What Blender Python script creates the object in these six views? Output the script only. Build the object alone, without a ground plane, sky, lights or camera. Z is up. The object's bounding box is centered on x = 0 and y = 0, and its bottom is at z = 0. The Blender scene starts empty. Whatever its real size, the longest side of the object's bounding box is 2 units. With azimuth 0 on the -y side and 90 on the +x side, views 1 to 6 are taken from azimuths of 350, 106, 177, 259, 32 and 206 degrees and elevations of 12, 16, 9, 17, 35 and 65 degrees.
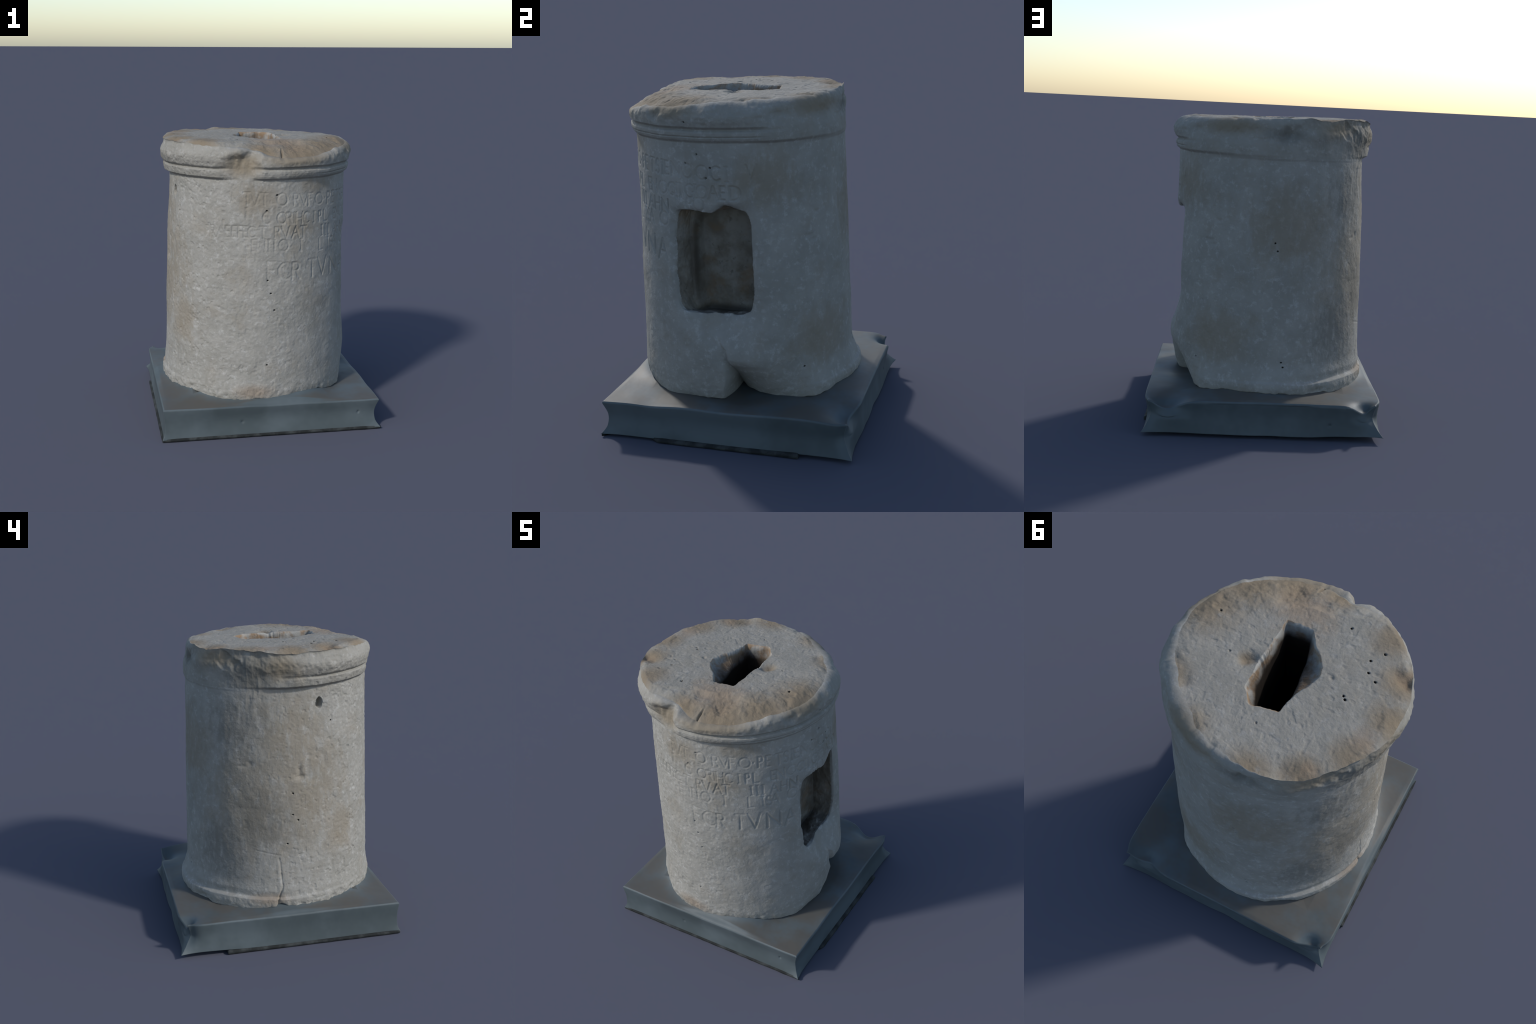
# Weathered marble drum altar with an engraved inscription, a square niche in
# its side and a mortise in its top, standing on a dark slab.
import bpy, math
import numpy as np

rad = np.radians

# ------------------------------------------------------------------ helpers
_perm = np.random.default_rng(11).permutation(512).astype(np.int64)
_perm = np.concatenate([_perm, _perm, _perm])
_vals = np.random.default_rng(12).uniform(-1, 1, 512)


def value_noise(P, freq, off=0.0):
    """Smooth 3-D lattice noise in -1..1 for an array of points (..., 3)."""
    q = P * freq + off + 100.0
    i = np.floor(q).astype(np.int64)
    f = q - i
    f = f * f * f * (f * (f * 6 - 15) + 10)
    i &= 511
    out = 0
    for dx in (0, 1):
        wx = f[..., 0] if dx else 1 - f[..., 0]
        for dy in (0, 1):
            wy = f[..., 1] if dy else 1 - f[..., 1]
            for dz in (0, 1):
                wz = f[..., 2] if dz else 1 - f[..., 2]
                h = _perm[_perm[_perm[i[..., 0] + dx] + i[..., 1] + dy] + i[..., 2] + dz]
                out = out + wx * wy * wz * _vals[h]
    return out


def fbm(P, freq, octaves=3, off=0.0, gain=0.5):
    a, s, t = 1.0, 0.0, 0.0
    for k in range(octaves):
        s = s + a * value_noise(P, freq * 2.03 ** k, off + 17.3 * k)
        t += a
        a *= gain
    return s / t


def sstep(a, b, x):
    t = np.clip((x - a) / (b - a), 0, 1)
    return t * t * (3 - 2 * t)


def around(theta, table):
    """Periodic smooth interpolation of a {degrees: value} table."""
    ks = sorted(table)
    xs = [ks[-1] - 360] + ks + [ks[0] + 360]
    ys = [table[ks[-1]]] + [table[k] for k in ks] + [table[ks[0]]]
    x = (theta - xs[0]) % 360 + xs[0]
    xs, ys = np.array(xs, float), np.array(ys, float)
    j = np.clip(np.searchsorted(xs, x, side='right') - 1, 0, len(xs) - 2)
    t = (x - xs[j]) / (xs[j + 1] - xs[j])
    t = t * t * (3 - 2 * t)
    return ys[j] * (1 - t) + ys[j + 1] * t


def adiff(a, b):
    return (a - b + 180) % 360 - 180


def bump(x, c, w):
    return np.exp(-((x - c) / w) ** 2)


# --------------------------------------------------------- column proportions
def axis_x(z): return -.009 + .005 * (z - 1.1)
def axis_y(z): return -.069 - .016 * (z - 1.1)
def shaft_radius(z): return .633 - .022 * (z - 1.1)


FLARE = {-45: .0, 0: 0, 45: .010, 60: .025, 84: .040, 102: .046, 120: .032, 150: .016, 175: .014,
         200: .012, 225: .012, 250: .013, 262: .004, 280: .003, 300: .005}
# height of the ragged lower edge and its set-back from the shaft
FOOT_Z = {-175: .262, -161: .252, -150: .262, -139: .268, -130: .25, -124: .242, -112: .240, -104: .242, -98: .258,
          -91: .243, -83: .262, -70: .272, -57: .277, -51: .248, -38: .232, -22: .235, -8: .240, 24: .24, 41: .243,
          60: .243, 68: .264, 78: .262, 87: .272, 95: .262, 104: .260, 121: .250, 136: .243, 151: .240, 160: .255,
          166: .264, 170: .285, 176: .263}
LIP_AMOUNT = {-165: .92, -130: .88, -119: .82, -90: .88, -60: .78, 0: .82, 28: .8, 40: .5, 55: .32, 64: .18, 75: .02,
              100: .0, 130: .0, 145: .05, 158: .2, 170: .7, 182: .98}
LIP_CRISP = {-165: .40, -130: .35, -118: .35, -90: .75, -70: 1, 0: 1, 22: 1, 33: .35, 45: .1, 60: 0, 165: 0, 178: .3}
CREST_Z = {-180: 1.968, -170: 1.974, -160: 1.974, -150: 1.970, -136: 1.968, -123: 1.960, -110: 1.952, -99: 1.930,
           -90: 1.900, -84: 1.888, -76: 1.885, -63: 1.891, -52: 1.904, -40: 1.924, -24: 1.936, -16: 1.938,
           -6: 1.952, 5: 1.963, 22: 1.966, 32: 1.970, 49: 1.974, 64: 1.977, 80: 1.982, 111: 1.990,
           122: 1.980, 134: 1.994, 150: 1.994, 158: 1.988, 165: 1.978, 172: 1.968}
EDGE_SETBACK = {0: -.008, 15: -.04, 30: -.068, 42: -.078, 60: -.068, 80: -.058, 92: -.034, 103: .004, 115: .018, 133: .016,
                147: .020, 157: .030, 165: .036, 175: .042, 187: .050, 203: .046, 220: .044, 238: .030, 248: -.018,
                258: -.040, 265: -.026, 275: .002, 300: .004, 322: .0, 332: .012, 345: .006}

# radial projection of the crowning moulding over the shaft, by height
LIP_PROFILE = [(1.66, 0), (1.70, .002), (1.733, .004), (1.742, .002), (1.748, .009), (1.757, .024), (1.770, .033),
               (1.786, .039), (1.799, .040), (1.807, .033), (1.814, .022), (1.821, .028),
               (1.832, .046), (1.86, .054), (1.89, .057), (1.92, .053), (1.95, .045), (2.0, .03)]


def lip_profile(z, crisp):
    xs, ys = np.array(LIP_PROFILE).T
    sharp = np.interp(z, xs, ys)
    soft = .040 * sstep(1.735, 1.76, z) * (1 - .35 * sstep(1.80, 1.98, z))
    return sharp * crisp + soft * (1 - crisp)


# ------------------------------------------------------------- the inscription
# each glyph: strokes as polylines in a unit box
def _arc(cx, cy, rx, ry, a0, a1, n=9):
    return [(cx + rx * math.cos(math.radians(a0 + (a1 - a0) * k / n)),
             cy + ry * math.sin(math.radians(a0 + (a1 - a0) * k / n))) for k in range(n + 1)]


GLYPH = {
    'A': [[(0, 0), (.5, 1), (1, 0)], [(.22, .4), (.78, .4)]],
    'C': [_arc(.55, .5, .55, .5, 50, 310)],
    'D': [[(0, 0), (0, 1)], [(0, 1), (.3, 1)] + _arc(.35, .5, .65, .5, 90, -90) + [(0, 0)]],
    'E': [[(.8, 1), (0, 1), (0, 0), (.8, 0)], [(0, .52), (.65, .52)]],
    'F': [[(.85, 1), (0, 1), (0, 0)], [(0, .52), (.65, .52)]],
    'G': [_arc(.55, .5, .55, .5, 50, 310) + [(.92, .42)]],
    'H': [[(0, 0), (0, 1)], [(1, 0), (1, 1)], [(0, .5), (1, .5)]],
    'I': [[(.5, 0), (.5, 1)], [(.3, 1), (.7, 1)], [(.3, 0), (.7, 0)]],
    'K': [[(0, 0), (0, 1)], [(.9, 1), (0, .45), (.9, 0)]],
    'L': [[(0, 1), (0, 0), (.8, 0)]],
    'N': [[(0, 0), (0, 1), (1, 0), (1, 1)]],
    'O': [_arc(.5, .5, .5, .5, 0, 360, 16)],
    'P': [[(0, 0), (0, 1), (.4, 1)] + _arc(.45, .75, .4, .25, 90, -90) + [(.2, .5)]],
    'Q': [_arc(.5, .5, .5, .5, 0, 360, 16), [(.6, .2), (1.1, -.15)]],
    'R': [[(0, 0), (0, 1), (.4, 1)] + _arc(.45, .76, .4, .24, 90, -90) + [(.2, .52)], [(.4, .52), (1, 0)]],
    'S': [_arc(.5, .75, .42, .25, 30, 270) + _arc(.5, .25, .45, .25, 90, -150)],
    'T': [[(0, 1), (1, 1)], [(.5, 1), (.5, 0)]],
    'V': [[(0, 1), (.5, 0), (1, 1)]],
    '.': [[(.47, .45), (.53, .5)]],
}
GLYPH_WIDTH = {'I': .3, 'O': .88, 'Q': .88, 'N': .72, 'V': .75, 'A': .75, 'T': .6, 'E': .45, 'F': .48,
               'P': .42, 'R': .52, 'L': .5, 'S': .45, 'C': .72, 'G': .72, 'D': .75, 'H': .6, '.': .1}
# (letter height, {angle: height of line centre}, cut depth, [(letter, angle) ...])
LINES = [
    (.078, {-106: 1.624, -60: 1.602, -20: 1.589, 12: 1.572, 23: 1.585}, .0036,
     [('T', -105.5), ('V', -100.4), ('T', -95.0), ('O', -83.8), ('R', -74.6), ('V', -69.2), ('F', -64.4),
      ('O', -57.3), ('.', -52.2), ('P', -48.0), ('E', -43.2), ('T', -37.0), ('S', -32.2), ('I', -28.3),
      ('E', -25.0), ('N', -19.2), ('O', -12.0), ('O', -3.6), ('C', 3.9), ('I', 9.4), ('V', 22.0)]),
    (.074, {-94: 1.494, -60: 1.481, -10: 1.473, 14: 1.469}, .0033,
     [('C', -93.4), ('O', -84.0), ('R', -79.0), ('I', -75.8), ('H', -72.6), ('C', -67.2), ('I', -61.3),
      ('P', -56.0), ('L', -51.0), ('E', -40.6), ('N', -36.4), ('O', -29.0), ('Q', -22.1), ('I', -18.6),
      ('I', -16.4), ('G', -11.1), ('I', -7.9), ('O', -4.0), ('A', 2.1), ('E', 7.2), ('D', 13.4)]),
    (.074, {-131: 1.394, -110: 1.404, -80: 1.394, -50: 1.38, -28: 1.373, -9: 1.40}, .0036,
     [('P', -130.6), ('R', -126.9), ('A', -121.6), ('E', -117.0), ('E', -112.9), ('F', -109.0), ('E', -105.9),
      ('C', -102.3), ('T', -95.6), ('R', -86.7), ('V', -81.4), ('A', -74.8), ('T', -69.4), ('I', -54.4),
      ('I', -51.0), ('I', -47.7), ('A', -40.6), ('H', -34.5), ('N', -28.1), ('R', -11.0), ('O', -6.1)]),
    (.078, {-101: 1.314, -70: 1.302, -48: 1.285, -29: 1.295}, .0030,
     [('E', -100.6), ('N', -96.6), ('I', -92.0), ('I', -88.5), ('O', -82.8), ('I', -71.0), ('L', -55.0),
      ('I', -48.0), ('S', -44.3), ('A', -40.6), ('O', -29.2)]),
    (.117, {-91: 1.142, -75: 1.130, -54: 1.138, -42: 1.128, -30: 1.110}, .0042,
     [('F', -90.0), ('O', -81.2), ('R', -74.3), ('T', -62.5), ('V', -53.7), ('N', -42.2), ('A', -31.2)]),
]


def carve_letters(theta, zrow, depth):
    """theta (NT,), zrow (NZ,) -> adds the V-cuts of the letters to depth[NZ, NT]."""
    rng = np.random.default_rng(5)
    for hgt, line, cut, letters in LINES:
        xs = sorted(line)
        for ch, ang in letters:
            zc = np.interp(ang, xs, [line[x] for x in xs])
            rr = shaft_radius(zc)
            w = GLYPH_WIDTH[ch] * hgt * rng.uniform(.94, 1.06)
            h = hgt * rng.uniform(.95, 1.04)
            hw = .0095 if hgt < .1 else .0115
            mt = np.where(np.abs(adiff(theta, ang)) < math.degrees((w / 2 + .03) / rr))[0]
            mz = np.where(np.abs(zrow - zc) < h / 2 + .03)[0]
            S = rad(adiff(theta[mt], ang))[None, :] * rr + 0 * zrow[mz][:, None]
            Z = zrow[mz][:, None] - zc + 0 * S
            S = S + rng.uniform(-.04, .04) * Z
            d = np.full(S.shape, 9.0)
            for line_ in GLYPH[ch]:
                for (x0, y0), (x1, y1) in zip(line_, line_[1:]):
                    ax, ay = (x0 - .5) * w, (y0 - .5) * h
                    bx, by = (x1 - .5) * w, (y1 - .5) * h
                    vx, vy = bx - ax, by - ay
                    t = np.clip(((S - ax) * vx + (Z - ay) * vy) / (vx * vx + vy * vy + 1e-12), 0, 1)
                    d = np.minimum(d, np.hypot(S - ax - t * vx, Z - ay - t * vy))
            c = 1.2 * cut * rng.uniform(.75, 1.2) * (1.25 if ang > -58 else .95)
            g = c * sstep(1.05, .1, d / hw)
            sub = depth[np.ix_(mz, mt)]
            depth[np.ix_(mz, mt)] = np.maximum(sub, g)


# ------------------------------------------------------- column surface, gridded
NT = 1280
theta = np.linspace(-180, 180, NT, endpoint=False)
T = rad(theta)
n_shaft, n_lip, n_top, n_hole = 500, 118, 104, 46

# -- shaft and moulding rows: (row, column) arrays of height and radius
z_shaft = np.linspace(.205, 1.70, n_shaft)
crest = around(theta, CREST_Z)
rimP = np.stack([np.cos(T), np.sin(T), 0 * T], -1)
crest_smooth = crest.copy()
crest = crest + .007 * fbm(rimP, 9, 3, 3.) - .006 * sstep(.25, .7, fbm(rimP, 9, 2, 5.))
u = np.linspace(0, 1, n_lip + 1)[1:]
u = np.where(u < .8, u, .8 + .2 * np.sin((u - .8) / .2 * math.pi / 2))
Zs = np.repeat(z_shaft[:, None], NT, 1)
Zl = 1.70 + u[:, None] * (crest[None, :] - 1.70)
Z = np.concatenate([Zs, Zl], 0)
TH = np.repeat(theta[None, :], len(Z), 0)
C, S = np.cos(rad(TH)), np.sin(rad(TH))
R0 = shaft_radius(Z)
P0 = np.stack([axis_x(Z) + R0 * C, axis_y(Z) + R0 * S, Z], -1)

# broad unevenness, pick dressing and grain
front = sstep(60, 25, np.abs(adiff(TH, -112)))              # picked surface left of the lettering
smooth_right = bump(adiff(TH, -25), 0, 48)
rough_left = bump(adiff(TH, -155), 0, 38)                   # coarse left side
back = bump(adiff(TH, 95), 0, 55)
relief = .0036 * fbm(P0, 4.5, 2, 1.) + .0022 * fbm(P0, 14, 2, 2.)
grain = fbm(P0, 52, 2, 4.)
relief += grain * (.0012 + .0010 * rough_left + .0006 * front) * (1 - .6 * back) * (1 - .5 * smooth_right)
relief += .0016 * front * fbm(P0, 30, 2, 6.)
relief += .012 * bump(adiff(TH, 42), 0, 24) * sstep(1.6, 1.1, Z) + .006 * bump(adiff(TH, 132), 0, 20) * sstep(1.0, 1.6, Z)
relief -= .011 * bump(adiff(TH, -178), 0, 24) * sstep(1.3, 1.6, Z) * sstep(1.76, 1.72, Z)
relief -= .0028 * sstep(.30, .75, fbm(P0, 34, 2, 7.)) * (.35 + 1.0 * rough_left + .35 * front) * (1 - .6 * smooth_right)
R = R0 + relief

# foot: swelling, worn foot band, ragged lower edge turning in
flare = around(theta, FLARE)[None, :]
R += flare * sstep(.445, .285, Z) * (1 + .12 * fbm(P0, 10, 2, 9.))
band = bump(adiff(TH, 140), 0, 42) ** .6
bandz = .322 + .010 * fbm(P0 * np.array([1, 1, .05]), 6, 2, 21.)
R += band * .012 * sstep(bandz + .008, bandz - .006, Z) - band * .010 * sstep(bandz + .06, bandz + .01, Z) * sstep(bandz - .006, bandz + .008, Z)
zf = around(theta, FOOT_Z)[None, :] + .011 * fbm(P0 * np.array([1, 1, 0]), 18, 4, 13.)
up = Z - zf
R -= .008 * np.clip(1 - up / .06, 0, 1) ** 2 + 1.6 * np.clip(-up, 0, .05)
R += .007 * fbm(P0, 26, 3, 19.) * sstep(.37, .28, Z) * (.5 + .8 * rough_left)
# the two lobes under the niche draw in towards the slab
lobe = sstep(-34, -18, TH) * sstep(52, 34, TH)
R -= lobe * np.interp(TH, [-34, -8, 6, 25, 52], [.30, .38, .8, .9, .8]) * .092 * np.clip((.50 - Z) / .265, 0, 1.2) ** 1.3

# split in the foot under the niche: one side steep, one side a long fade
zc_, ac_ = zip(*[(.20, 8.5), (.36, 8.2), (.43, 7.0), (.49, 4.9), (.56, 4.1), (.643, -1.7)])
crease = np.interp(Z, zc_, ac_) + .9 * fbm(P0 * np.array([.2, .2, 1]), 14, 2, 14.)
deep = np.interp(Z, [.20, .25, .30, .36, .42, .46, .50, .56, .63], [.28, .255, .21, .14, .075, .044, .030, .019, 0])
da = adiff(TH, crease)
wr = np.interp(Z, [.2, .45, .6], [33, 24, 12])
notch = np.where(da < 0, np.clip(1 + da / np.interp(Z, [.2, .4, .5], [8, 4.5, 3]), 0, 1) ** 1.3, np.clip(1 - da / wr, 0, 1) ** 1.7)
line = np.where(da < 0, np.clip(1 + da / 11, 0, 1) ** 1.6, np.clip(1 - da / 1.6, 0, 1))
mixn = sstep(.42, .52, Z)
notch = notch * (1 - mixn) + line * mixn
R -= deep * notch
R += .010 * bump(TH, 17, 9) * bump(Z, .50, .1)
# hairline split running up from the foot on the far left
zc_, ac_ = zip(*[(.20, 167.5), (.30, 168.2), (.404, 170.9), (.543, 169.9), (.621, 168.9)])
ck = adiff(TH, np.interp(Z, zc_, ac_) + .5 * fbm(P0, 18, 2, 23.))
R -= np.interp(Z, [.2, .3, .4, .6, .625], [.022, .015, .007, .003, 0]) * bump(ck, 0, .6)
R += np.interp(Z, [.2, .45, .6, .63], [.004, .003, .0015, 0]) * np.where(ck < 0, np.clip(1 + ck / 16, 0, 1), 0)
# short branch of the split
bz = np.interp(TH, [156, 169.5], [.653, .621])
R -= .0022 * bump(Z, bz, .006) * ((TH > 155) & (TH < 170))

# crowning moulding
A = around(theta, LIP_AMOUNT)[None, :]
CR = around(theta, LIP_CRISP)[None, :] * np.ones_like(Z)
wob = .004 * fbm(P0 * np.array([1, 1, .2]), 5, 2, 31.)
lip = lip_profile(Z + wob, CR) * A
left_cavetto = bump(adiff(TH, -150), 0, 36)
lip -= .012 * bump(Z + wob, 1.813, .007) * sstep(-178, -165, TH) * sstep(-112, -122, TH)
lip += .003 * fbm(P0, 38, 2, 32.) * left_cavetto * sstep(1.75, 1.8, Z)
lip += .034 * bump(adiff(TH, -165), 0, 44) ** .7 * bump(Z, 1.90, .065) - .006 * left_cavetto * bump(Z, 1.76, .03)
# second thread cut on the lower bead, right side only
lip -= .005 * bump(Z + wob, 1.776, .0035) * sstep(-62, -50, TH) * sstep(32, 22, TH)
R += lip
worn = sstep(1.72, 1.80, Z)
R += worn * (.0045 * fbm(P0, 16, 3, 33.)) + sstep(1.82, 1.90, Z) * (1 - .45 * left_cavetto) * (.012 * fbm(P0, 15, 3, 35.) - .012 * sstep(.2, .6, fbm(P0, 11, 2, 36.)))
# back: plain, dressed flush, shallow step left where the moulding was cut away
backcut = bump(adiff(TH, 105), 0, 36)
R += .012 * bump(adiff(TH, 70), 0, 24) * sstep(1.72, 1.76, Z) * sstep(1.92, 1.86, Z)
R += backcut * .005 * sstep(1.722, 1.742, Z + .012 * fbm(P0, 5, 2, 37.))
R += backcut * .012 * fbm(P0, 5.5, 3, 39.) * sstep(1.72, 1.8, Z)
for a, z, wa, wz, d in [(97, 1.88, 5, .04, .026), (36, 1.89, 7, .05, .026), (82, 1.90, 9, .05, .016), (58, 1.88, 9, .05, .010),
                        (172, 1.85, 6, .05, .012), (70, 1.87, 8, .04, .012), (117, 1.90, 7, .05, -.020)]:
    R -= d * bump(adiff(TH, a), 0, wa) * bump(Z, z, wz)
# missing chunk of moulding over the inscription
edge_l = np.interp(Z, [1.72, 1.80, 1.88, 1.94, 1.98], [-122, -121, -117, -110, -104]) + 2.0 * fbm(P0, 18, 2, 41.)
edge_r = -97.5 + 1.5 * fbm(P0, 22, 2, 43.)
gone = sstep(-5, 10, TH - edge_l) * sstep(-2, 7, edge_r - TH) * sstep(1.715, 1.75, Z)
R -= gone * (lip * .97 + .018 * sstep(1.74, 1.90, Z) + .004 * bump(adiff(TH, -103), 0, 6) * sstep(1.72, 1.8, Z))
R += gone * .007 * fbm(P0, 13, 3, 45.)
# chunk split off the rim at the far left, with drapery-like vertical scars beside it
sl = bump(adiff(TH, 167), 0, 9) * sstep(1.80, 1.86, Z)
R += sl * .016 * fbm(P0, 11, 3, 47.) - .012 * bump(adiff(TH, 178), 0, 8) * sstep(1.84, 1.90, Z)
scar = bump(adiff(TH, 156), 0, 8) * sstep(1.60, 1.72, Z)
R += scar * .005 * fbm(P0 * np.array([1, 1, .18]), 34, 3, 49.)
R += .004 * bump(adiff(TH, 150), 0, 14) * fbm(P0 * np.array([1, 1, .2]), 22, 2, 50.) * sstep(1.3, 1.5, Z) * sstep(1.72, 1.62, Z)

# back wall hollows and bruises
for a, z, wa, wz, d in [(87, 1.36, 3.2, .018, .006), (52, 1.20, 3.5, .014, .007), (58, 1.33, 3, .012, .005),
                        (55, 1.175, 2.5, .012, .006), (-178, 1.19, 1.6, .045, .016), (-176.5, 1.15, 2.2, .018, .010), (179.5, 1.16, 2.0, .022, .010),
                        (152, 1.25, 2.0, .02, .006), (148, 1.23, 3, .012, .005), (60, 1.45, 9, .05, .004),
                        (-120, 1.72, 4, .03, .004), (-157, .50, 1.2, .03, .006), (-141, .29, 2, .02, .012),
                        (-152, .30, 2.5, .02, .012), (-132, .30, 2, .018, .009), (119, .27, 4, .022, .012)]:
    R -= d * bump(adiff(TH, a), 0, wa) * bump(Z, z, wz)
# smooth oval scar on the left
R -= .006 * sstep(1.15, .75, np.hypot(adiff(TH, -168) / 8, (Z - 1.22) / .12) + .1 * fbm(P0, 12, 2, 59.))
# square peg hole under the moulding on the left
dm = (np.abs(adiff(TH, -164.9) / 2.3) ** 1.7 + np.abs((Z - 1.626) / .040) ** 1.7) ** (1 / 1.7) + .25 * fbm(P0, 30, 2, 58.)
peg = sstep(1.05, .70, dm)
R -= .055 * peg + .006 * sstep(2.0, .9, np.hypot(adiff(TH, -165.2) / 3.2, (Z - 1.612) / .06))

# letters
depth = np.zeros_like(R)
carve_letters(theta, z_shaft, depth[:n_shaft])
fade = np.clip(.85 + .6 * fbm(P0, 6.5, 2, 51.), .5, 1.2)
R -= depth * fade

# small round worm holes
WORM = [(-92.5, 1.073), (-90.5, .985), (-88.3, .87), (-92.5, .49), (-87.2, 1.643), (-93.5, 1.54),
        (-6, 1.68), (1, 1.608), (-13.0, 1.628), (-1.5, 1.55), (177.5, 1.045), (177.3, .90), (-179.5, .86),
        (174, .70), (-157, 1.50), (92, 1.21), (93.5, 1.16), (99, .42), (98, .45), (46, .43), (-10, 1.86)]
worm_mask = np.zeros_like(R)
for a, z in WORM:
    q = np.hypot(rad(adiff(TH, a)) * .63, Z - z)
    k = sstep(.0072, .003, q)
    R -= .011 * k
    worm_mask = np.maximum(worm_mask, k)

# -- rounding into the rim
rollh = around(theta, {-90: .03, -60: .035, -30: .06, 10: .085, 40: .10, 75: .09, 105: .055, 150: .045, 170: .06, 200: .075, 225: .065, 248: .05})
du = np.clip((Z - (crest - rollh)) / rollh, 0, 1)
edge_smooth = shaft_radius(1.98) + around(theta, EDGE_SETBACK)
edge_rho = edge_smooth + (.012 + .012 * bump(adiff(theta, 65), 0, 45)) * fbm(rimP, 5, 3, 53.) + .003 * fbm(rimP, 22, 2, 54.)
roll = 1 - np.sqrt(np.clip(1 - du ** 2.2, 0, 1))
R = R + (edge_rho[None, :] - R) * roll
X = axis_x(Z) + R * C
Y = axis_y(Z) + R * S

# -- niche: everything inside its outline is pushed back to a flat rear wall
nc, nz, na, nb = -1.2, 1.060, 22.2, .305
qx, qz = adiff(TH, nc) / na, (Z - nz) / nb
jag = .050 * fbm(P0, 13, 3, 61.)
qx_ = qx * (1 + .10 * sstep(-.4, -1.2, qz) * (qx < 0)) + .0
rho = (np.abs(qx_) ** 9 + np.abs(qz) ** 9) ** (1 / 9.) + jag * sstep(.5, 1.0, np.hypot(qx, qz))
rho -= .09 * bump(TH, 8, 5) * sstep(.7, 1.0, qz)
# worn arris round the mouth and a dished sill
ww = .13 + .22 * sstep(.6, 1., qx)
near = np.clip((1 + ww - rho) / ww, 0, 1)
wear = near ** 2 * (.012 + .020 * sstep(0, .9, qx)) * (rho >= 1) + ((rho < 1) * (.012 + .020 * sstep(0, .9, qx)))
sill = .088 * sstep(.54, .775, Z) * bump(TH, 2, 15) * sstep(.96, .77, Z)
R2 = R - wear * (Z > .5) * (Z < 1.6) * (np.abs(qx) < 1.5) - sill
near_ = (np.abs(TH) < 60) & (Z < 1.6)
X = np.where(near_, axis_x(Z) + R2 * C, X)
Y = np.where(near_, axis_y(Z) + R2 * S, Y)
inside = rho < 1
k = np.where(inside, 1 / np.maximum(rho, .02), 1)
ox, oz = qx * k, qz * k                                   # matching point on the mouth
oth = rad(nc + na * ox)
oR = shaft_radius(oz * nb + nz) - .012 - .020 * sstep(0, .9, ox) - .084 * sstep(-.6, -1, oz) * bump(ox, .14, .7)
o_x, o_y = axis_x(nz) + oR * np.cos(oth), axis_y(nz) + oR * np.sin(oth)
o_z = nz + nb * oz
wall = .52
t = np.clip((1 - rho) / (1 - wall), 0, 1)
in_ = np.clip(rho / wall, 0, 1)
y_back = np.interp(np.clip(ox, -1, 1), [-1, 1], [-.245, .174])
z_back = np.where(oz < 0, nz + oz * .340, nz + oz * .300)
x_back = .380 + .092 * sstep(-.66, -.95, ox)
tt = t
wx = o_x * (1 - tt) + x_back * tt
lat = np.where(ox < -.8, t ** .7, t)                                              # walls splay, quickest near the rear
wy = o_y * (1 - lat) + y_back * lat
wz = o_z * (1 - lat) + z_back * lat
yc, zc0 = -.045, nz - .008
fx = .380 + (x_back - .380) * sstep(.74, .95, in_)
on_wall = rho > wall
nX = np.where(on_wall, wx, fx)
nY = np.where(on_wall, wy, yc + (y_back - yc) * in_)
nZ = np.where(on_wall, wz, zc0 + (z_back - zc0) * in_)
Pn = np.stack([nX, nY, nZ], -1)
rough = .006 * fbm(Pn, 9, 3, 63.) + .004 * fbm(Pn, 40, 2, 65.)
sgn = sstep(0, .12, t)
nX = nX + rough * sgn * np.where(on_wall, .4, 1.)
nY = nY + rough * sgn * np.where(on_wall & (np.abs(ox) > np.abs(oz)), -np.sign(ox), 0)
nZ = nZ + rough * sgn * np.where(on_wall & (np.abs(ox) <= np.abs(oz)), -np.sign(oz), 0)
X = np.where(inside, nX, X)
Y = np.where(inside, nY, Y)
Z = np.where(inside, nZ, Z)
niche_mask = inside & (t > .10)

# -- top: from the rim in to the mouth of the mortise, then down its walls
hx0, hy0 = .01, -.09
HOLE = [(.118, -.345), (-.028, -.352), (-.075, -.28), (-.125, -.225), (-.162, -.175), (-.172, -.12), (-.155, -.06),
        (-.122, -.005), (-.10, .07), (-.09, .14), (.06, .170), (.122, .085), (.118, .0), (.124, -.06), (.115, -.16)]
SLOT = [(.106, -.332), (-.028, -.338), (-.065, -.22), (-.088, -.05), (-.100, .148), (.045, .150), (.090, .06), (.104, -.06)]


def outline(poly, cx, cy, ang):
    """Distance from (cx, cy) to a star-shaped polygon along each angle."""
    p = np.array(poly + poly[:1]) - (cx, cy)
    best = np.full(ang.shape, .02)
    dx, dy = np.cos(ang), np.sin(ang)
    for a, b in zip(p[:-1], p[1:]):
        e = b - a
        den = dx * e[1] - dy * e[0]
        den = np.where(np.abs(den) < 1e-9, 1e-9, den)
        tt = (a[0] * e[1] - a[1] * e[0]) / den
        ss = (a[0] * dy - a[1] * dx) / den
        best = np.where((tt > 0) & (ss >= -1e-6) & (ss <= 1 + 1e-6), np.maximum(best, tt), best)
    for _ in range(9):
        best = (np.roll(best, 2) + 2 * best + np.roll(best, -2)) / 4
    return best


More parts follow.
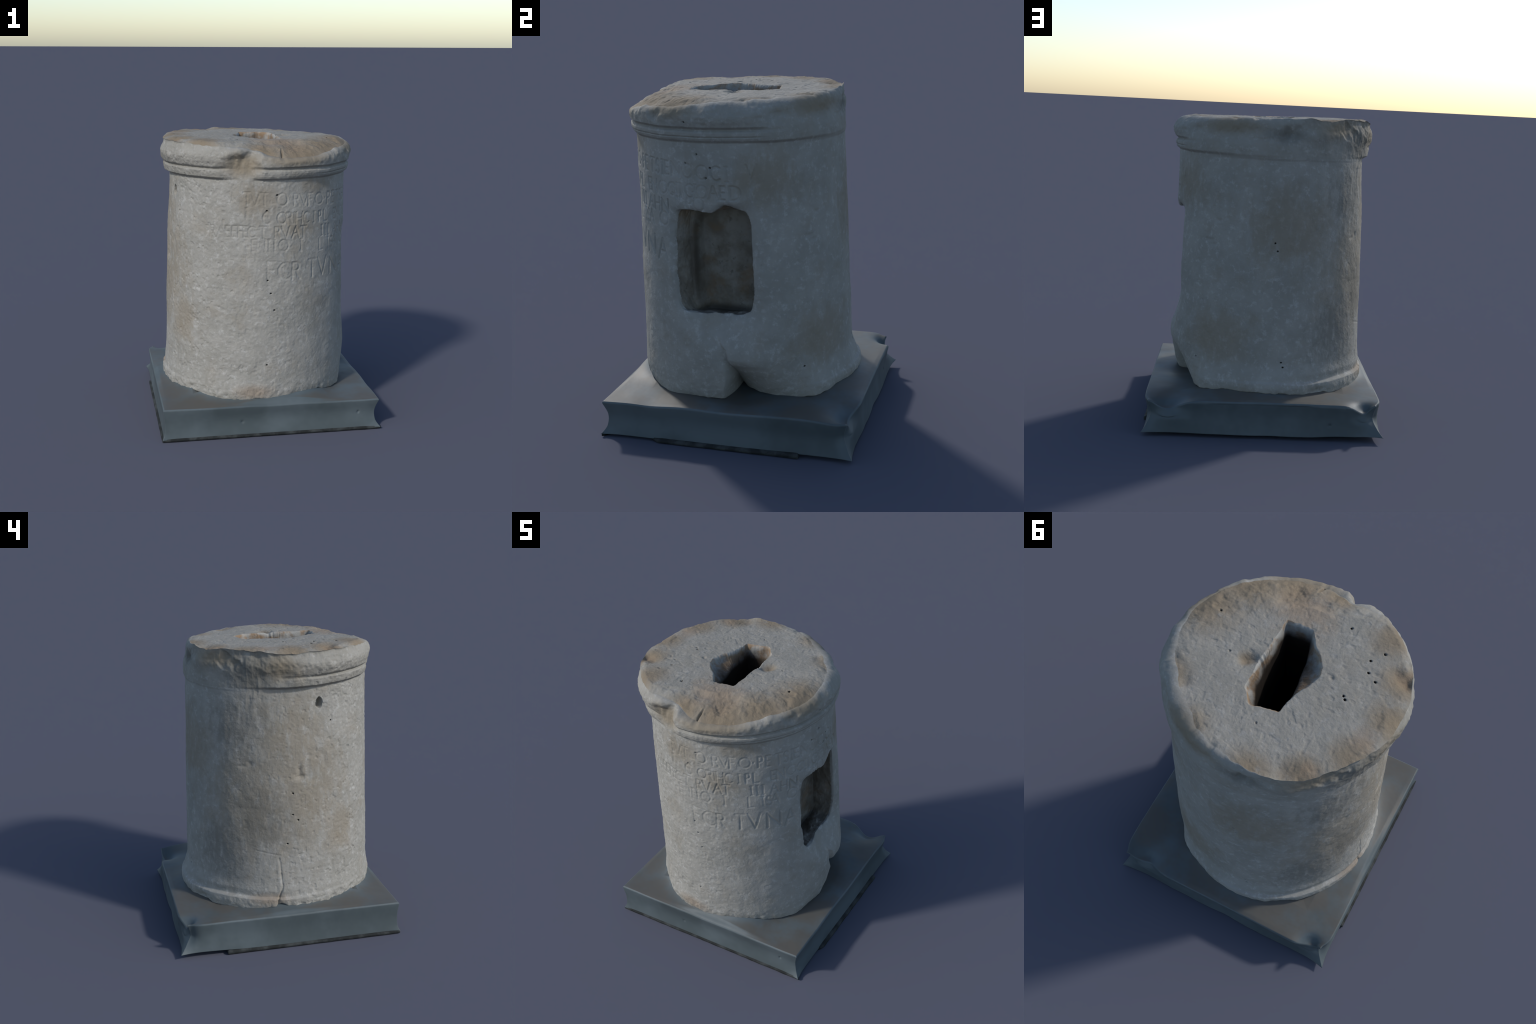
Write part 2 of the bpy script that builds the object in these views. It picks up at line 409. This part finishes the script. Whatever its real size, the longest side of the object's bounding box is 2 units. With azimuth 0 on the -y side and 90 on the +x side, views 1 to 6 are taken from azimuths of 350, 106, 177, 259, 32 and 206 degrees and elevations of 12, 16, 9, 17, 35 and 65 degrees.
h_out = outline(HOLE, hx0, hy0, T) + .006 * fbm(rimP, 8, 3, 71.)
h_slot = outline(SLOT, hx0, hy0, T)
ex, ey = X[-1], Y[-1]
hx, hy = hx0 + (h_out + .016) * np.cos(T), hy0 + (h_out + .016) * np.sin(T)
v = np.linspace(0, 1, n_top + 1)[1:]
v = v ** .92
TX = ex[None, :] * (1 - v[:, None]) + hx[None, :] * v[:, None]
TY = ey[None, :] * (1 - v[:, None]) + hy[None, :] * v[:, None]


def plateau(x, y):
    p = np.stack([x, y, 0 * x], -1)
    z = 1.983 - .016 * x + .006 * fbm(p, 3.2, 2, 81.) + .0032 * fbm(p, 16, 3, 83.)
    z = z - .0028 * sstep(.25, .7, fbm(p, 30, 2, 85.)) + .0012 * fbm(p, 70, 2, 86.)
    for cx, cy, w, d in [(.19, -.475, .045, .014), (.205, -.045, .038, .026), (.165, -.07, .03, .020),
                         (-.27, .435, .055, .016), (-.60, -.30, .050, .030), (-.53, -.33, .04, .014),
                         (-.245, -.146, .012, .010), (-.57, -.45, .05, .012), (.42, .22, .05, .008)]:
        z = z - d * np.exp(-((x - cx) ** 2 + (y - cy) ** 2) / w ** 2)
    return z


H = plateau(TX, TY)
tx0, ty0 = TX - axis_x(1.98), TY - axis_y(1.98)
TT = np.degrees(np.arctan2(ty0, tx0))
d_edge = np.maximum(np.interp(TT, theta, edge_smooth, period=360) - np.hypot(tx0, ty0), 0)
w_edge = np.hypot(TX - ex[None, :], TY - ey[None, :])
reach = around(TT, {-130: .05, -112: .10, -100: .17, -85: .21, -60: .27, -35: .24, -15: .17, 0: .10, 25: .06, 45: .04,
                    150: .04, 165: .06, 178: .10, -170: .09, -150: .05})
reach = reach * (1 + .35 * fbm(np.stack([TX, TY, 0 * TX], -1), 6, 2, 91.))
s_ = np.clip(1 - d_edge / reach, 0, 1)
slope = s_ ** 2.2
# front left: a spalled shelf with a clear step at the plateau's border
spall = bump(adiff(TT, -88), 0, 20)
slope = slope * (1 - spall) + spall * (sstep(0, .25, s_) * .22 + .78 * s_ ** 2.0)
drop0 = crest_smooth - plateau(ex, ey)
for _ in range(40):
    drop0 = (np.roll(drop0, 4) + 2 * drop0 + np.roll(drop0, -4)) / 4
base_drop = np.interp(TT, theta, drop0, period=360)
fine_drop = (Z[-1] - plateau(ex, ey) - drop0)[None, :]
TZ = H + base_drop * slope + fine_drop * np.clip(1 - w_edge / .03, 0, 1) ** 1.5
P1 = np.stack([TX, TY, TZ], -1)
P1[..., 2] = 0
TZ += s_ ** .5 * sstep(0, .06, w_edge) * (.016 * fbm(P1, 11, 3, 93.) + .006 * fbm(P1, 30, 2, 94.))
# valley between the shelf and the broad worn slope, and a gaping crack
lx, ly = TX - .165, TY + .58
TZ -= .010 * np.exp(-(lx + .12 * ly) ** 2 / .022 ** 2 - ly ** 2 / .09 ** 2)
TZ += .010 * np.exp(-((TX + .0) ** 2 / .10 ** 2 + (TY + .62) ** 2 / .05 ** 2))
TZ -= .022 * np.exp(-(TX - .058 - .15 * (TY + .67)) ** 2 / .006 ** 2) * sstep(-.745, -.70, TY) * sstep(-.60, -.65, TY)
PITS = [(-.345, -.078), (-.361, -.061), (-.453, -.228), (-.206, -.466), (.463, -.251), (-.43, -.40), (-.38, -.33),
        (-.40, -.26), (-.02, .26), (.30, -.05)]
for i, (cx, cy) in enumerate(PITS):
    kk = sstep(.0085, .003, np.hypot(TX - cx, TY - cy)) * (1 if i < 6 else .6)
    TZ -= .013 * kk
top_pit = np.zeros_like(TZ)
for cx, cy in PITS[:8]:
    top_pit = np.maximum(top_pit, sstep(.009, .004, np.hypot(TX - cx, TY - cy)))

# mortise walls
w_ = np.linspace(0, 1, n_hole + 1)[1:]
dz = np.interp(w_, [0, .25, .4, .6, 1], [0, .02, .08, .18, .80])
zr = TZ[-1]
mixw = sstep(.025, .10, dz)[:, None]
turn = (1 - np.exp(-dz / .012))[:, None] * .016
hr = (h_out + .016)[None, :] - turn
hr = hr * (1 - mixw) + np.minimum(h_slot, h_out)[None, :] * mixw
HXr, HYr = hx0 + hr * np.cos(T), hy0 + hr * np.sin(T)
HZ = zr[None, :] - dz[:, None]
Ph = np.stack([HXr, HYr, HZ], -1)
jit = .006 * fbm(Ph, 14, 3, 95.) * sstep(0, .04, dz)[:, None]
HXr, HYr = HXr + jit * np.cos(T), HYr + jit * np.sin(T)

GX = np.concatenate([X, TX, HXr], 0)
GY = np.concatenate([Y, TY, HYr], 0)
GZ = np.concatenate([Z, TZ, HZ], 0)
NR = len(GX)
verts = np.stack([GX, GY, GZ], -1).reshape(-1, 3)
low = np.array([[axis_x(.2), axis_y(.2), .205]])
deepv = np.array([[hx0, hy0, HZ[-1].mean() - .01]])
verts = np.concatenate([verts, low, deepv], 0)
i_low, i_deep = NR * NT, NR * NT + 1

rr_, cc_ = np.meshgrid(np.arange(NR - 1), np.arange(NT), indexing='ij')
c2 = (cc_ + 1) % NT
quads = np.stack([rr_ * NT + cc_, rr_ * NT + c2, (rr_ + 1) * NT + c2, (rr_ + 1) * NT + cc_], -1).reshape(-1, 4)


def region_of_quads():
    n_side = n_shaft + n_lip
    label = np.zeros((NR - 1, NT), int)                     # 0 shaft
    zz = GZ[:-1]
    label[:n_side - 1] = np.where(zz[:n_side - 1] > 1.742, 1, 0)   # 1 moulding
    nm = niche_mask[:-1] & niche_mask[1:]
    lab = label[:n_side - 1]
    lab[nm[:n_side - 1]] = 2                                # 2 niche
    label[n_side - 1:n_side - 1 + n_top] = 3                # 3 top face
    label[n_side - 1 + n_top:] = 4                          # 4 mortise
    return label.reshape(-1)


label = region_of_quads()
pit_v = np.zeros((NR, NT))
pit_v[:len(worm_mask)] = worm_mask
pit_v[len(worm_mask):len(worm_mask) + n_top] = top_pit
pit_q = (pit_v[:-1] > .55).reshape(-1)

# vertex normals of the whole stone, shared by its parts
a, b, c, d = (verts[quads[:, j]] for j in range(4))
fn = np.cross(c - a, d - b)
vn = np.zeros_like(verts)
for j in range(4):
    for ax in range(3):
        vn[:, ax] += np.bincount(quads[:, j], weights=fn[:, ax], minlength=len(verts))
vn[i_low] = (0, 0, -1)
vn[i_deep] = (0, 0, 1)
vn /= np.linalg.norm(vn, axis=1)[:, None] + 1e-12


def make_mesh(name, co, faces, mats, mat_index=None, normals=None):
    """faces: list of (n, k) index arrays, possibly of different k."""
    me = bpy.data.meshes.new(name)
    me.vertices.add(len(co))
    me.vertices.foreach_set('co', np.asarray(co, np.float32).ravel())
    loops = np.concatenate([f.ravel() for f in faces]).astype(np.int32)
    sizes = np.concatenate([np.full(len(f), f.shape[1]) for f in faces]).astype(np.int32)
    starts = np.concatenate([[0], np.cumsum(sizes)[:-1]]).astype(np.int32)
    me.loops.add(len(loops))
    me.loops.foreach_set('vertex_index', loops)
    me.polygons.add(len(sizes))
    me.polygons.foreach_set('loop_start', starts)
    for m in mats:
        me.materials.append(m)
    if mat_index is not None:
        me.polygons.foreach_set('material_index', np.asarray(mat_index, np.int32))
    me.update(calc_edges=True)
    me.validate()
    me.polygons.foreach_set('use_smooth', np.ones(len(me.polygons), bool))
    if normals is not None:
        me.normals_split_custom_set_from_vertices(np.asarray(normals, np.float32))
    ob = bpy.data.objects.new(name, me)
    bpy.context.scene.collection.objects.link(ob)
    return ob


# ------------------------------------------------------------------- materials
class Nodes:
    def __init__(self, name):
        self.mat = bpy.data.materials.new(name)
        self.mat.use_nodes = True
        self.t = self.mat.node_tree
        self.t.nodes.clear()
        self.out = self.t.nodes.new('ShaderNodeOutputMaterial')
        self.bsdf = self.t.nodes.new('ShaderNodeBsdfPrincipled')
        self.t.links.new(self.bsdf.outputs[0], self.out.inputs[0])
        self.coord = self.t.nodes.new('ShaderNodeTexCoord').outputs['Object']

    def link(self, a, b): self.t.links.new(a, b)

    def noise(self, scale, detail=4., rough=.55, stretch=(1, 1, 1), off=(0, 0, 0)):
        m = self.t.nodes.new('ShaderNodeMapping')
        m.inputs['Scale'].default_value = stretch
        m.inputs['Location'].default_value = off
        self.link(self.coord, m.inputs[0])
        n = self.t.nodes.new('ShaderNodeTexNoise')
        n.inputs['Scale'].default_value = scale
        n.inputs['Detail'].default_value = detail
        n.inputs['Roughness'].default_value = rough
        self.link(m.outputs[0], n.inputs['Vector'])
        return n.outputs['Fac']

    def ramp(self, fac, lo, hi):
        m = self.t.nodes.new('ShaderNodeMapRange')
        m.interpolation_type = 'SMOOTHSTEP'
        m.inputs['From Min'].default_value = lo
        m.inputs['From Max'].default_value = hi
        self.link(fac, m.inputs['Value'])
        return m.outputs[0]

    def math(self, op, a, b):
        m = self.t.nodes.new('ShaderNodeMath')
        m.operation = op
        for s, x in zip(m.inputs, (a, b)):
            if isinstance(x, (int, float)):
                s.default_value = x
            else:
                self.link(x, s)
        return m.outputs[0]

    def mix(self, fac, a, b):
        m = self.t.nodes.new('ShaderNodeMix')
        m.data_type = 'RGBA'
        for s, x in ((m.inputs[0], fac), (m.inputs[6], a), (m.inputs[7], b)):
            if isinstance(x, (int, float)):
                s.default_value = x
            elif isinstance(x, tuple):
                s.default_value = x + (1,) if len(x) == 3 else x
            else:
                self.link(x, s)
        return m.outputs[2]

    def spot(self, centre, radius, squash=(1, 1, 1)):
        """1 at centre, 0 at radius, by position on the object."""
        m = self.t.nodes.new('ShaderNodeMapping')
        sc = [1 / (radius * q) for q in squash]
        m.inputs['Scale'].default_value = sc
        m.inputs['Location'].default_value = [-p * q for p, q in zip(centre, sc)]
        self.link(self.coord, m.inputs[0])
        v = self.t.nodes.new('ShaderNodeVectorMath')
        v.operation = 'LENGTH'
        self.link(m.outputs[0], v.inputs[0])
        return self.ramp(v.outputs['Value'], 1.0, .15)

    def bumpnode(self, h, dist, strength=1.0):
        b = self.t.nodes.new('ShaderNodeBump')
        b.inputs['Distance'].default_value = dist
        b.inputs['Strength'].default_value = strength
        self.link(h, b.inputs['Height'])
        self.link(b.outputs[0], self.bsdf.inputs['Normal'])

    def finish(self, colour, rough=.85, spec=.25):
        if isinstance(colour, tuple):
            self.bsdf.inputs['Base Color'].default_value = colour + (1,)
        else:
            self.link(colour, self.bsdf.inputs['Base Color'])
        self.bsdf.inputs['Roughness'].default_value = rough
        self.bsdf.inputs['Specular IOR Level'].default_value = spec
        return self.mat


def on_side(angle, z):
    return (axis_x(z) + .63 * math.cos(math.radians(angle)), axis_y(z) + .63 * math.sin(math.radians(angle)), z)


STONE = (.297, .289, .264)
STONE_DARK = (.250, .244, .220)
STONE_PALE = (.405, .403, .385)
TAN = (.205, .170, .120)
OCHRE = (.235, .165, .105)
DARK_SPECKLE = (.105, .10, .085)


def stone_base(n, shade=None):
    cloud = n.ramp(n.noise(5.0, 7, .68), .34, .68)
    c = n.mix(cloud, STONE_DARK, STONE)
    c = n.mix(n.math('MULTIPLY', n.ramp(n.noise(26, 4, .7, off=(3, 1, 2)), .50, .72), .60), c, STONE_PALE)
    speck = n.ramp(n.noise(60, 3, .7, off=(1, 5, 2)), .56, .72)
    c = n.mix(n.math('MULTIPLY', speck, .22), c, STONE_DARK)
    buff = n.ramp(n.noise(4.3, 4, .6, off=(7, 2, 9)), .52, .70)
    c = n.mix(n.math('MULTIPLY', buff, .28), c, TAN)
    return c


def stain(n, c, spots, colour, amount, scale=9., lo=.36, hi=.62):
    m = None
    for ctr, r, sq in spots:
        s = n.spot(ctr, r, sq)
        m = s if m is None else n.math('MAXIMUM', m, s)
    grit = n.noise(scale, 6, .70, stretch=(1, 1, .45), off=(2, 8, 4))
    k = n.math('MULTIPLY', m, n.ramp(n.math('ADD', grit, n.math('MULTIPLY', m, .22)), lo + .1, hi + .1))
    return n.mix(n.math('MULTIPLY', k, amount), c, colour)


def shaft_material():
    n = Nodes('weathered_marble')
    c = stone_base(n)
    # buff stain over the lettering and down the far left
    c = stain(n, c, [(on_side(-75, 1.43), .26, (1, 1, .55)), (on_side(-100, 1.62), .28, (1, 1, .7)),
                     (on_side(-60, 1.70), .25, (1, 1, .4)), (on_side(178, 1.40), .42, (1, 1, 1.2)),
                     (on_side(-150, .75), .28, (1, 1, 1.2)), (on_side(100, 1.3), .5, (1, 1, 1)), (on_side(-175, 1.1), .5, (1, 1, 1.5)), (on_side(30, 1.55), .35, (1, 1, .8)),
                     (on_side(60, .6), .4, (1, 1, .8)), (on_side(150, 1.0), .5, (1, 1, 1.5))], TAN, .55, 15, .40, .62)
    # rust-coloured band at the foot on the left
    c = stain(n, c, [(on_side(163, .315), .22, (1, 1, .28)), (on_side(-100, .30), .2, (1, 1, .4))], OCHRE, .5, 8, .2, .5)
    # dark grains in patches on the back left
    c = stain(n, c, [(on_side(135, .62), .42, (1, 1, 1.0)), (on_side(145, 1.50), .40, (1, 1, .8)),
                     (on_side(160, .85), .36, (1, 1, 1.2))], DARK_SPECKLE, .50, 26, .40, .66)
    n.bumpnode(n.noise(110, 5, .65), .006, .35)
    return n.finish(c)


def moulding_material():
    n = Nodes('worn_marble')
    c = n.mix(.18, stone_base(n), (.20, .182, .145))
    c = stain(n, c, [(on_side(-108, 1.84), .2, (1, 1, .7)), (on_side(170, 1.88), .24, (1, 1, .6)),
                     (on_side(-75, 1.88), .4, (1, 1, .2)), (on_side(60, 1.93), .35, (1, 1, .25)), (on_side(-20, 1.92), .3, (1, 1, .25)), (on_side(130, 1.93), .3, (1, 1, .3))], TAN, .85, 7, .28, .54)
    c = stain(n, c, [(on_side(152, 1.85), .3, (1, 1, .8)), (on_side(95, 1.88), .2, (1, 1, .4))], DARK_SPECKLE, .65, 14, .3, .6)
    n.bumpnode(n.noise(80, 5, .65), .006, .4)
    return n.finish(c)


def top_material():
    n = Nodes('top_marble')
    c = n.mix(.45, stone_base(n), (.20, .182, .145))
    ring = []
    for a in (-20, -45, -70, -95, 150, 178, -160, -135, 60, 100, 125, 30):
        p = on_side(a, 1.94)
        ring.append(((p[0] * .96, p[1] * .96, p[2]), .20 if -80 > a or a > 20 else .34, (1, 1, 1)))
    ring.append(((.2, -.05, 1.97), .07, (1, 1, 1)))
    c = stain(n, c, ring, (.19, .148, .098), .9, 10, .26, .54)
    c = stain(n, c, [((-.6, -.33, 1.95), .12, (1, 1, 1)), ((-.55, .1, 1.95), .14, (1, 1, 1)), ((-.38, .38, 1.97), .1, (1, 1, 1)),
                     ((.05, -.45, 1.95), .3, (1, 1, 1)), ((0, -.09, 1.9), .3, (.6, 1.2, 1))], OCHRE, .5, 12, .36, .62)
    n.bumpnode(n.noise(70, 5, .65), .008, .5)
    return n.finish(c)


def niche_material():
    n = Nodes('grimy_marble')
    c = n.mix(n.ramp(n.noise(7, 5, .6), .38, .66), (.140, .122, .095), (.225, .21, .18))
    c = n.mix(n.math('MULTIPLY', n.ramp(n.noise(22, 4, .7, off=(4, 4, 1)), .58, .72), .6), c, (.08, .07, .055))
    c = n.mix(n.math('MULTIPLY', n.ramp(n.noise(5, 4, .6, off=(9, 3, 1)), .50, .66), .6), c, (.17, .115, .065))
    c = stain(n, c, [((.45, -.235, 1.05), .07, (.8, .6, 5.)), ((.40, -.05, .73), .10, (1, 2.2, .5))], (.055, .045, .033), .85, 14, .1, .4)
    n.bumpnode(n.noise(60, 5, .65), .008, .6)
    return n.finish(c)


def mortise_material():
    n = Nodes('depth_darkened_marble')
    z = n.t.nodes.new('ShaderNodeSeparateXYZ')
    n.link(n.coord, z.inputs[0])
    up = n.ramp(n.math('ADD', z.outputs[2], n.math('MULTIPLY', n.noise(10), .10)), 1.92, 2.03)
    c = n.mix(up, (.012, .008, .005), n.mix(n.ramp(n.noise(12), .4, .6), OCHRE, STONE))  # walls coloured near-black with depth, for the unlit inside of the hole
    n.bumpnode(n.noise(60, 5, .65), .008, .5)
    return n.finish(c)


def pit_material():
    return Nodes('pit_black').finish((.012, .011, .010), .95, .05)  # black colour gives the pits their inner darkness


def slab_material():
    n = Nodes('painted_slab')
    c = n.mix(n.ramp(n.noise(2.2, 4, .6), .38, .64), (.062, .079, .085), (.088, .110, .120))
    c = n.mix(n.math('MULTIPLY', n.ramp(n.noise(40, 3, .7), .62, .74), .2), c, (.05, .06, .06))
    # brown dust lying on the upper face
    g = n.t.nodes.new('ShaderNodeNewGeometry')
    z = n.t.nodes.new('ShaderNodeSeparateXYZ')
    n.link(g.outputs['Normal'], z.inputs[0])
    lie = n.ramp(z.outputs[2], .80, .97)
    patch = n.ramp(n.noise(3.5, 5, .6, off=(5, 2, 1)), .30, .60)
    c = n.mix(n.math('MULTIPLY', n.math('MULTIPLY', lie, patch), .85), c, (.084, .076, .064))
    n.bumpnode(n.noise(14, 3, .5), .006, .25)
    return n.finish(c, .55, .35)


def strip_material():
    n = Nodes('dark_footing')
    c = n.mix(n.ramp(n.noise(12, 4, .6), .4, .65), (.016, .018, .018), (.045, .050, .050))
    return n.finish(c, .8, .2)


# ------------------------------------------------------------------ stone parts
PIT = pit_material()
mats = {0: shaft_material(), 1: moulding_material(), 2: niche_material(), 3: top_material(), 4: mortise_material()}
names = {0: 'drum', 1: 'crown_moulding', 2: 'niche', 3: 'top_face', 4: 'mortise_hole'}
cap_low = np.stack([np.full(NT, i_low), (np.arange(NT) + 1) % NT, np.arange(NT)], -1)
last = (NR - 1) * NT
cap_deep = np.stack([np.full(NT, i_deep), last + np.arange(NT), last + (np.arange(NT) + 1) % NT], -1)

altar = bpy.data.objects.new('drum_altar', None)
bpy.context.scene.collection.objects.link(altar)
altar['label'] = 'weathered grey marble drum altar with Latin letters, niche and slab base'
altar['category'] = 'stone altar'

stone = {}
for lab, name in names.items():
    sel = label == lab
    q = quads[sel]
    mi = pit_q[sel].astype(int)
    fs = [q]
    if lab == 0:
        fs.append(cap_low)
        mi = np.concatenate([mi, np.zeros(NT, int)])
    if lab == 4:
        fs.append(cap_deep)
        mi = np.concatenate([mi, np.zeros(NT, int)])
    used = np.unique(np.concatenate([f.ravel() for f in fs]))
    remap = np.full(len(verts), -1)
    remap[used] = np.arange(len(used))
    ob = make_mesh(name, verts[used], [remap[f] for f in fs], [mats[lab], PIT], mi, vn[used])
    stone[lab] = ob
    ob.parent = altar if lab == 0 else stone[0]


# ------------------------------------------------------------------------ slab
def slab():
    """Square slab: a closed loop swept up its sides and in over its top."""
    per = 240                                              # points along one side
    loop, corner, side = [], [], []
    dirs = [((-1, -1), (1, 0)), ((1, -1), (0, 1)), ((1, 1), (-1, 0)), ((-1, 1), (0, -1))]
    for (sx, sy), (dx, dy) in dirs:
        s = np.linspace(0, 1, per, endpoint=False)
        s = (s - .55 / (2 * math.pi) * np.sin(2 * math.pi * s))           # crowd points at the corners
        for w in s:
            loop.append((sx + 2 * dx * w, sy + 2 * dy * w))
    L = np.array(loop)
    n = len(L)
    CORN = {(-1, -1): (.002, .000), (1, -1): (.010, .004), (1, 1): (.008, .002), (-1, 1): (.010, .006)}
    half = .742
    z_top = lambda x, y: .226 - .004 * x + .010 * y + .002 * x * y + .006 * sstep(.3, .65, x) * sstep(.75, .5, np.abs(y))
    z_bot = lambda x, y: .014 + .009 * sstep(.1, .75, y) * sstep(.2, -.5, x) + .010 * sstep(-.2, .75, y) + .010 * sstep(.1, .7, y) * value_noise(np.stack([x, 0 * x, 0 * x], -1), 4.)
    rows = []
    hs = np.concatenate([[0, .015, .04, .08], np.linspace(.12, .90, 22), [.93, .955, .975, .99, 1.0]])
    lx, ly = L[:, 0] * half, L[:, 1] * half
    for h in hs:
        ins = np.zeros(n)
        flare = np.zeros(n)
        for (cx, cy), (waist, foot) in CORN.items():
            dist = np.hypot(L[:, 0] - cx, L[:, 1] - cy) * half
            ins += waist * np.exp(-(dist / .06) ** 1.5) * math.sin(math.pi * min(1, max(0, h)) ** .8) ** .8
            flare += (foot + .012) * np.exp(-(dist / .05) ** 1.2) * max(0, 1 - h / .22) ** 1.5
        backside = sstep(.9, 1.0, L[:, 1])
        near_front = np.maximum(sstep(-.9, -1., L[:, 1]), sstep(.9, 1., L[:, 0]))
        sidebow = .006 * math.sin(math.pi * h) * (1 + backside) + .008 * near_front * math.sin(math.pi * h) ** 1.5 * sstep(.1, .5, np.hypot(L[:, 0] + 1, L[:, 1] + 1))
        lipr = .004 * sstep(.5, .97, np.array(h)) - .006 * sstep(.955, 1.0, np.array(h)) ** 2
        f = (half - sidebow + lipr - ins + flare) / half
        x, y = lx * f, ly * f
        z = z_bot(x, y) * (1 - h) + h * z_top(x, y)
        rows.append(np.stack([x, y, z], -1))
    for f in np.concatenate([[.996, .99, .98], np.linspace(.965, .70, 34)]):
        x, y = rows[28][:, 0] * 0 + lx * f * .995, ly * f * .995
        x, y = rows[len(hs) - 1][:, 0] * f, rows[len(hs) - 1][:, 1] * f
        rows.append(np.stack([x, y, z_top(x, y) + .0015], -1))
    V = np.concatenate(rows, 0)
    # sagging spots along the far edge, a bruised corner, slow waviness
    x, y, z = V.T.copy()
    top = sstep(.10, .20, z)
    for cx, cy, w, d in [(-.64, .74, .075, .060), (.60, .74, .10, .050), (.56, .66, .13, .022), (.55, .06, .14, .020), (.74, -.45, .1, .006)]:
        z -= d * top * np.exp(-((x - cx) ** 2 + (y - cy) ** 2) / w ** 2)
    # two far corners knocked in above the foot
    for cx, cy, w, d in [(-.742, .742, .080, .034), (.742, .742, .07, .022)]:
        k = d * sstep(.06, .15, z) * np.exp(-(np.hypot(x - cx, y - cy) / w) ** 2)
        x -= np.sign(cx) * k
        y -= np.sign(cy) * k
    rho = np.hypot(x + .013, y + .055)
    edge = np.minimum(.742 - np.abs(x), .742 - np.abs(y))
    ang = np.degrees(np.arctan2(y + .055, x + .013))
    rise = around(ang, FOOT_Z) - .235
    for _ in range(30):
        rise = (np.roll(rise, 3) + 2 * rise + np.roll(rise, -3)) / 4
    z += top * sstep(0, .03, edge) * np.clip(.008 + .005 * x + rise, 0, 1) * np.exp(-np.clip(rho - .645, 0, 1) / .09)
    z += top * sstep(0, .03, edge) * (.016 - .020 * sstep(.2, .5, x)) * np.exp(-np.clip(rho - .645, 0, 1) / .03)
    z += top * .0045 * fbm(V, 4.5, 2, 5.)
    y += sstep(.6, .72, y) * .008 * fbm(V, 5, 2, 6.) * (z < .22)
    for cx, w, d in [(.57, .10, .048), (-.63, .06, .035)]:
        y -= d * sstep(.10, .18, z) * sstep(.60, .74, y) * np.exp(-((x - cx) / w) ** 2)
    # nail dents in the front and side faces
    for cx, cy, cz in [(-.21, -.74, .105), (.60, -.74, .125), (-.42, .73, .10)]:
        k = np.exp(-((x - cx) ** 2 + (z - cz) ** 2) / .007 ** 2) * (np.abs(y - cy) < .05)
        y -= np.sign(cy) * .010 * k
    V = np.stack([x, y, z], -1)
    m = len(rows)
    r, c = np.meshgrid(np.arange(m - 1), np.arange(n), indexing='ij')
    cn = (c + 1) % n
    q = np.stack([r * n + c, r * n + cn, (r + 1) * n + cn, (r + 1) * n + c], -1).reshape(-1, 4)
    V = np.concatenate([V, [[0, 0, .235], [0, 0, .02]]], 0)
    k = np.arange(n)
    capt = np.stack([np.full(n, m * n), (m - 1) * n + k, (m - 1) * n + (k + 1) % n], -1)
    capb = np.stack([np.full(n, m * n + 1), (k + 1) % n, k], -1)
    return make_mesh('slab', V, [q, capt, capb], [slab_material()])


def footing():
    """Thin dark board under the slab, showing along its lower edge."""
    x0, x1, y0, y1 = -.757, .764, -.752, .45
    n = 160
    s = np.linspace(0, 1, n, endpoint=False)
    loop = np.concatenate([np.stack([x0 + (x1 - x0) * s, 0 * s + y0], -1), np.stack([0 * s + x1, y0 + (y1 - y0) * s], -1),
                           np.stack([x1 + (x0 - x1) * s, 0 * s + y1], -1), np.stack([0 * s + x0, y1 + (y0 - y1) * s], -1)])
    loop[:, 0] -= .06 * sstep(-.38, -.50, loop[:, 1]) * (loop[:, 0] > .5) * sstep(-.7515, -.745, loop[:, 1])
    N = len(loop)
    rows = []
    for z, inset in [(0, .006), (.003, .001), (.012, .0), (.020, .004), (.024, .03)]:
        w = .0025 * fbm(np.stack([loop[:, 0], loop[:, 1], 0 * loop[:, 0]], -1), 16, 3, 2.)
        f = 1 - (inset + w) / .75
        tilt = .010 * sstep(.0, .75, loop[:, 1])
        rows.append(np.stack([loop[:, 0] * f, loop[:, 1] * f, z + tilt * (z / .024)], -1))
    V = np.concatenate(rows + [[[0, 0, .024]], [[0, 0, 0]]], 0)
    m = len(rows)
    r, c = np.meshgrid(np.arange(m - 1), np.arange(N), indexing='ij')
    cn = (c + 1) % N
    q = np.stack([r * N + c, r * N + cn, (r + 1) * N + cn, (r + 1) * N + c], -1).reshape(-1, 4)
    k = np.arange(N)
    return make_mesh('footing_board', V, [q, np.stack([np.full(N, m * N), (m - 1) * N + k, (m - 1) * N + (k + 1) % N], -1),
                                         np.stack([np.full(N, m * N + 1), (k + 1) % N, k], -1)], [strip_material()])


slab_ob = slab()
slab_ob.parent = altar
board = footing()
board.parent = slab_ob
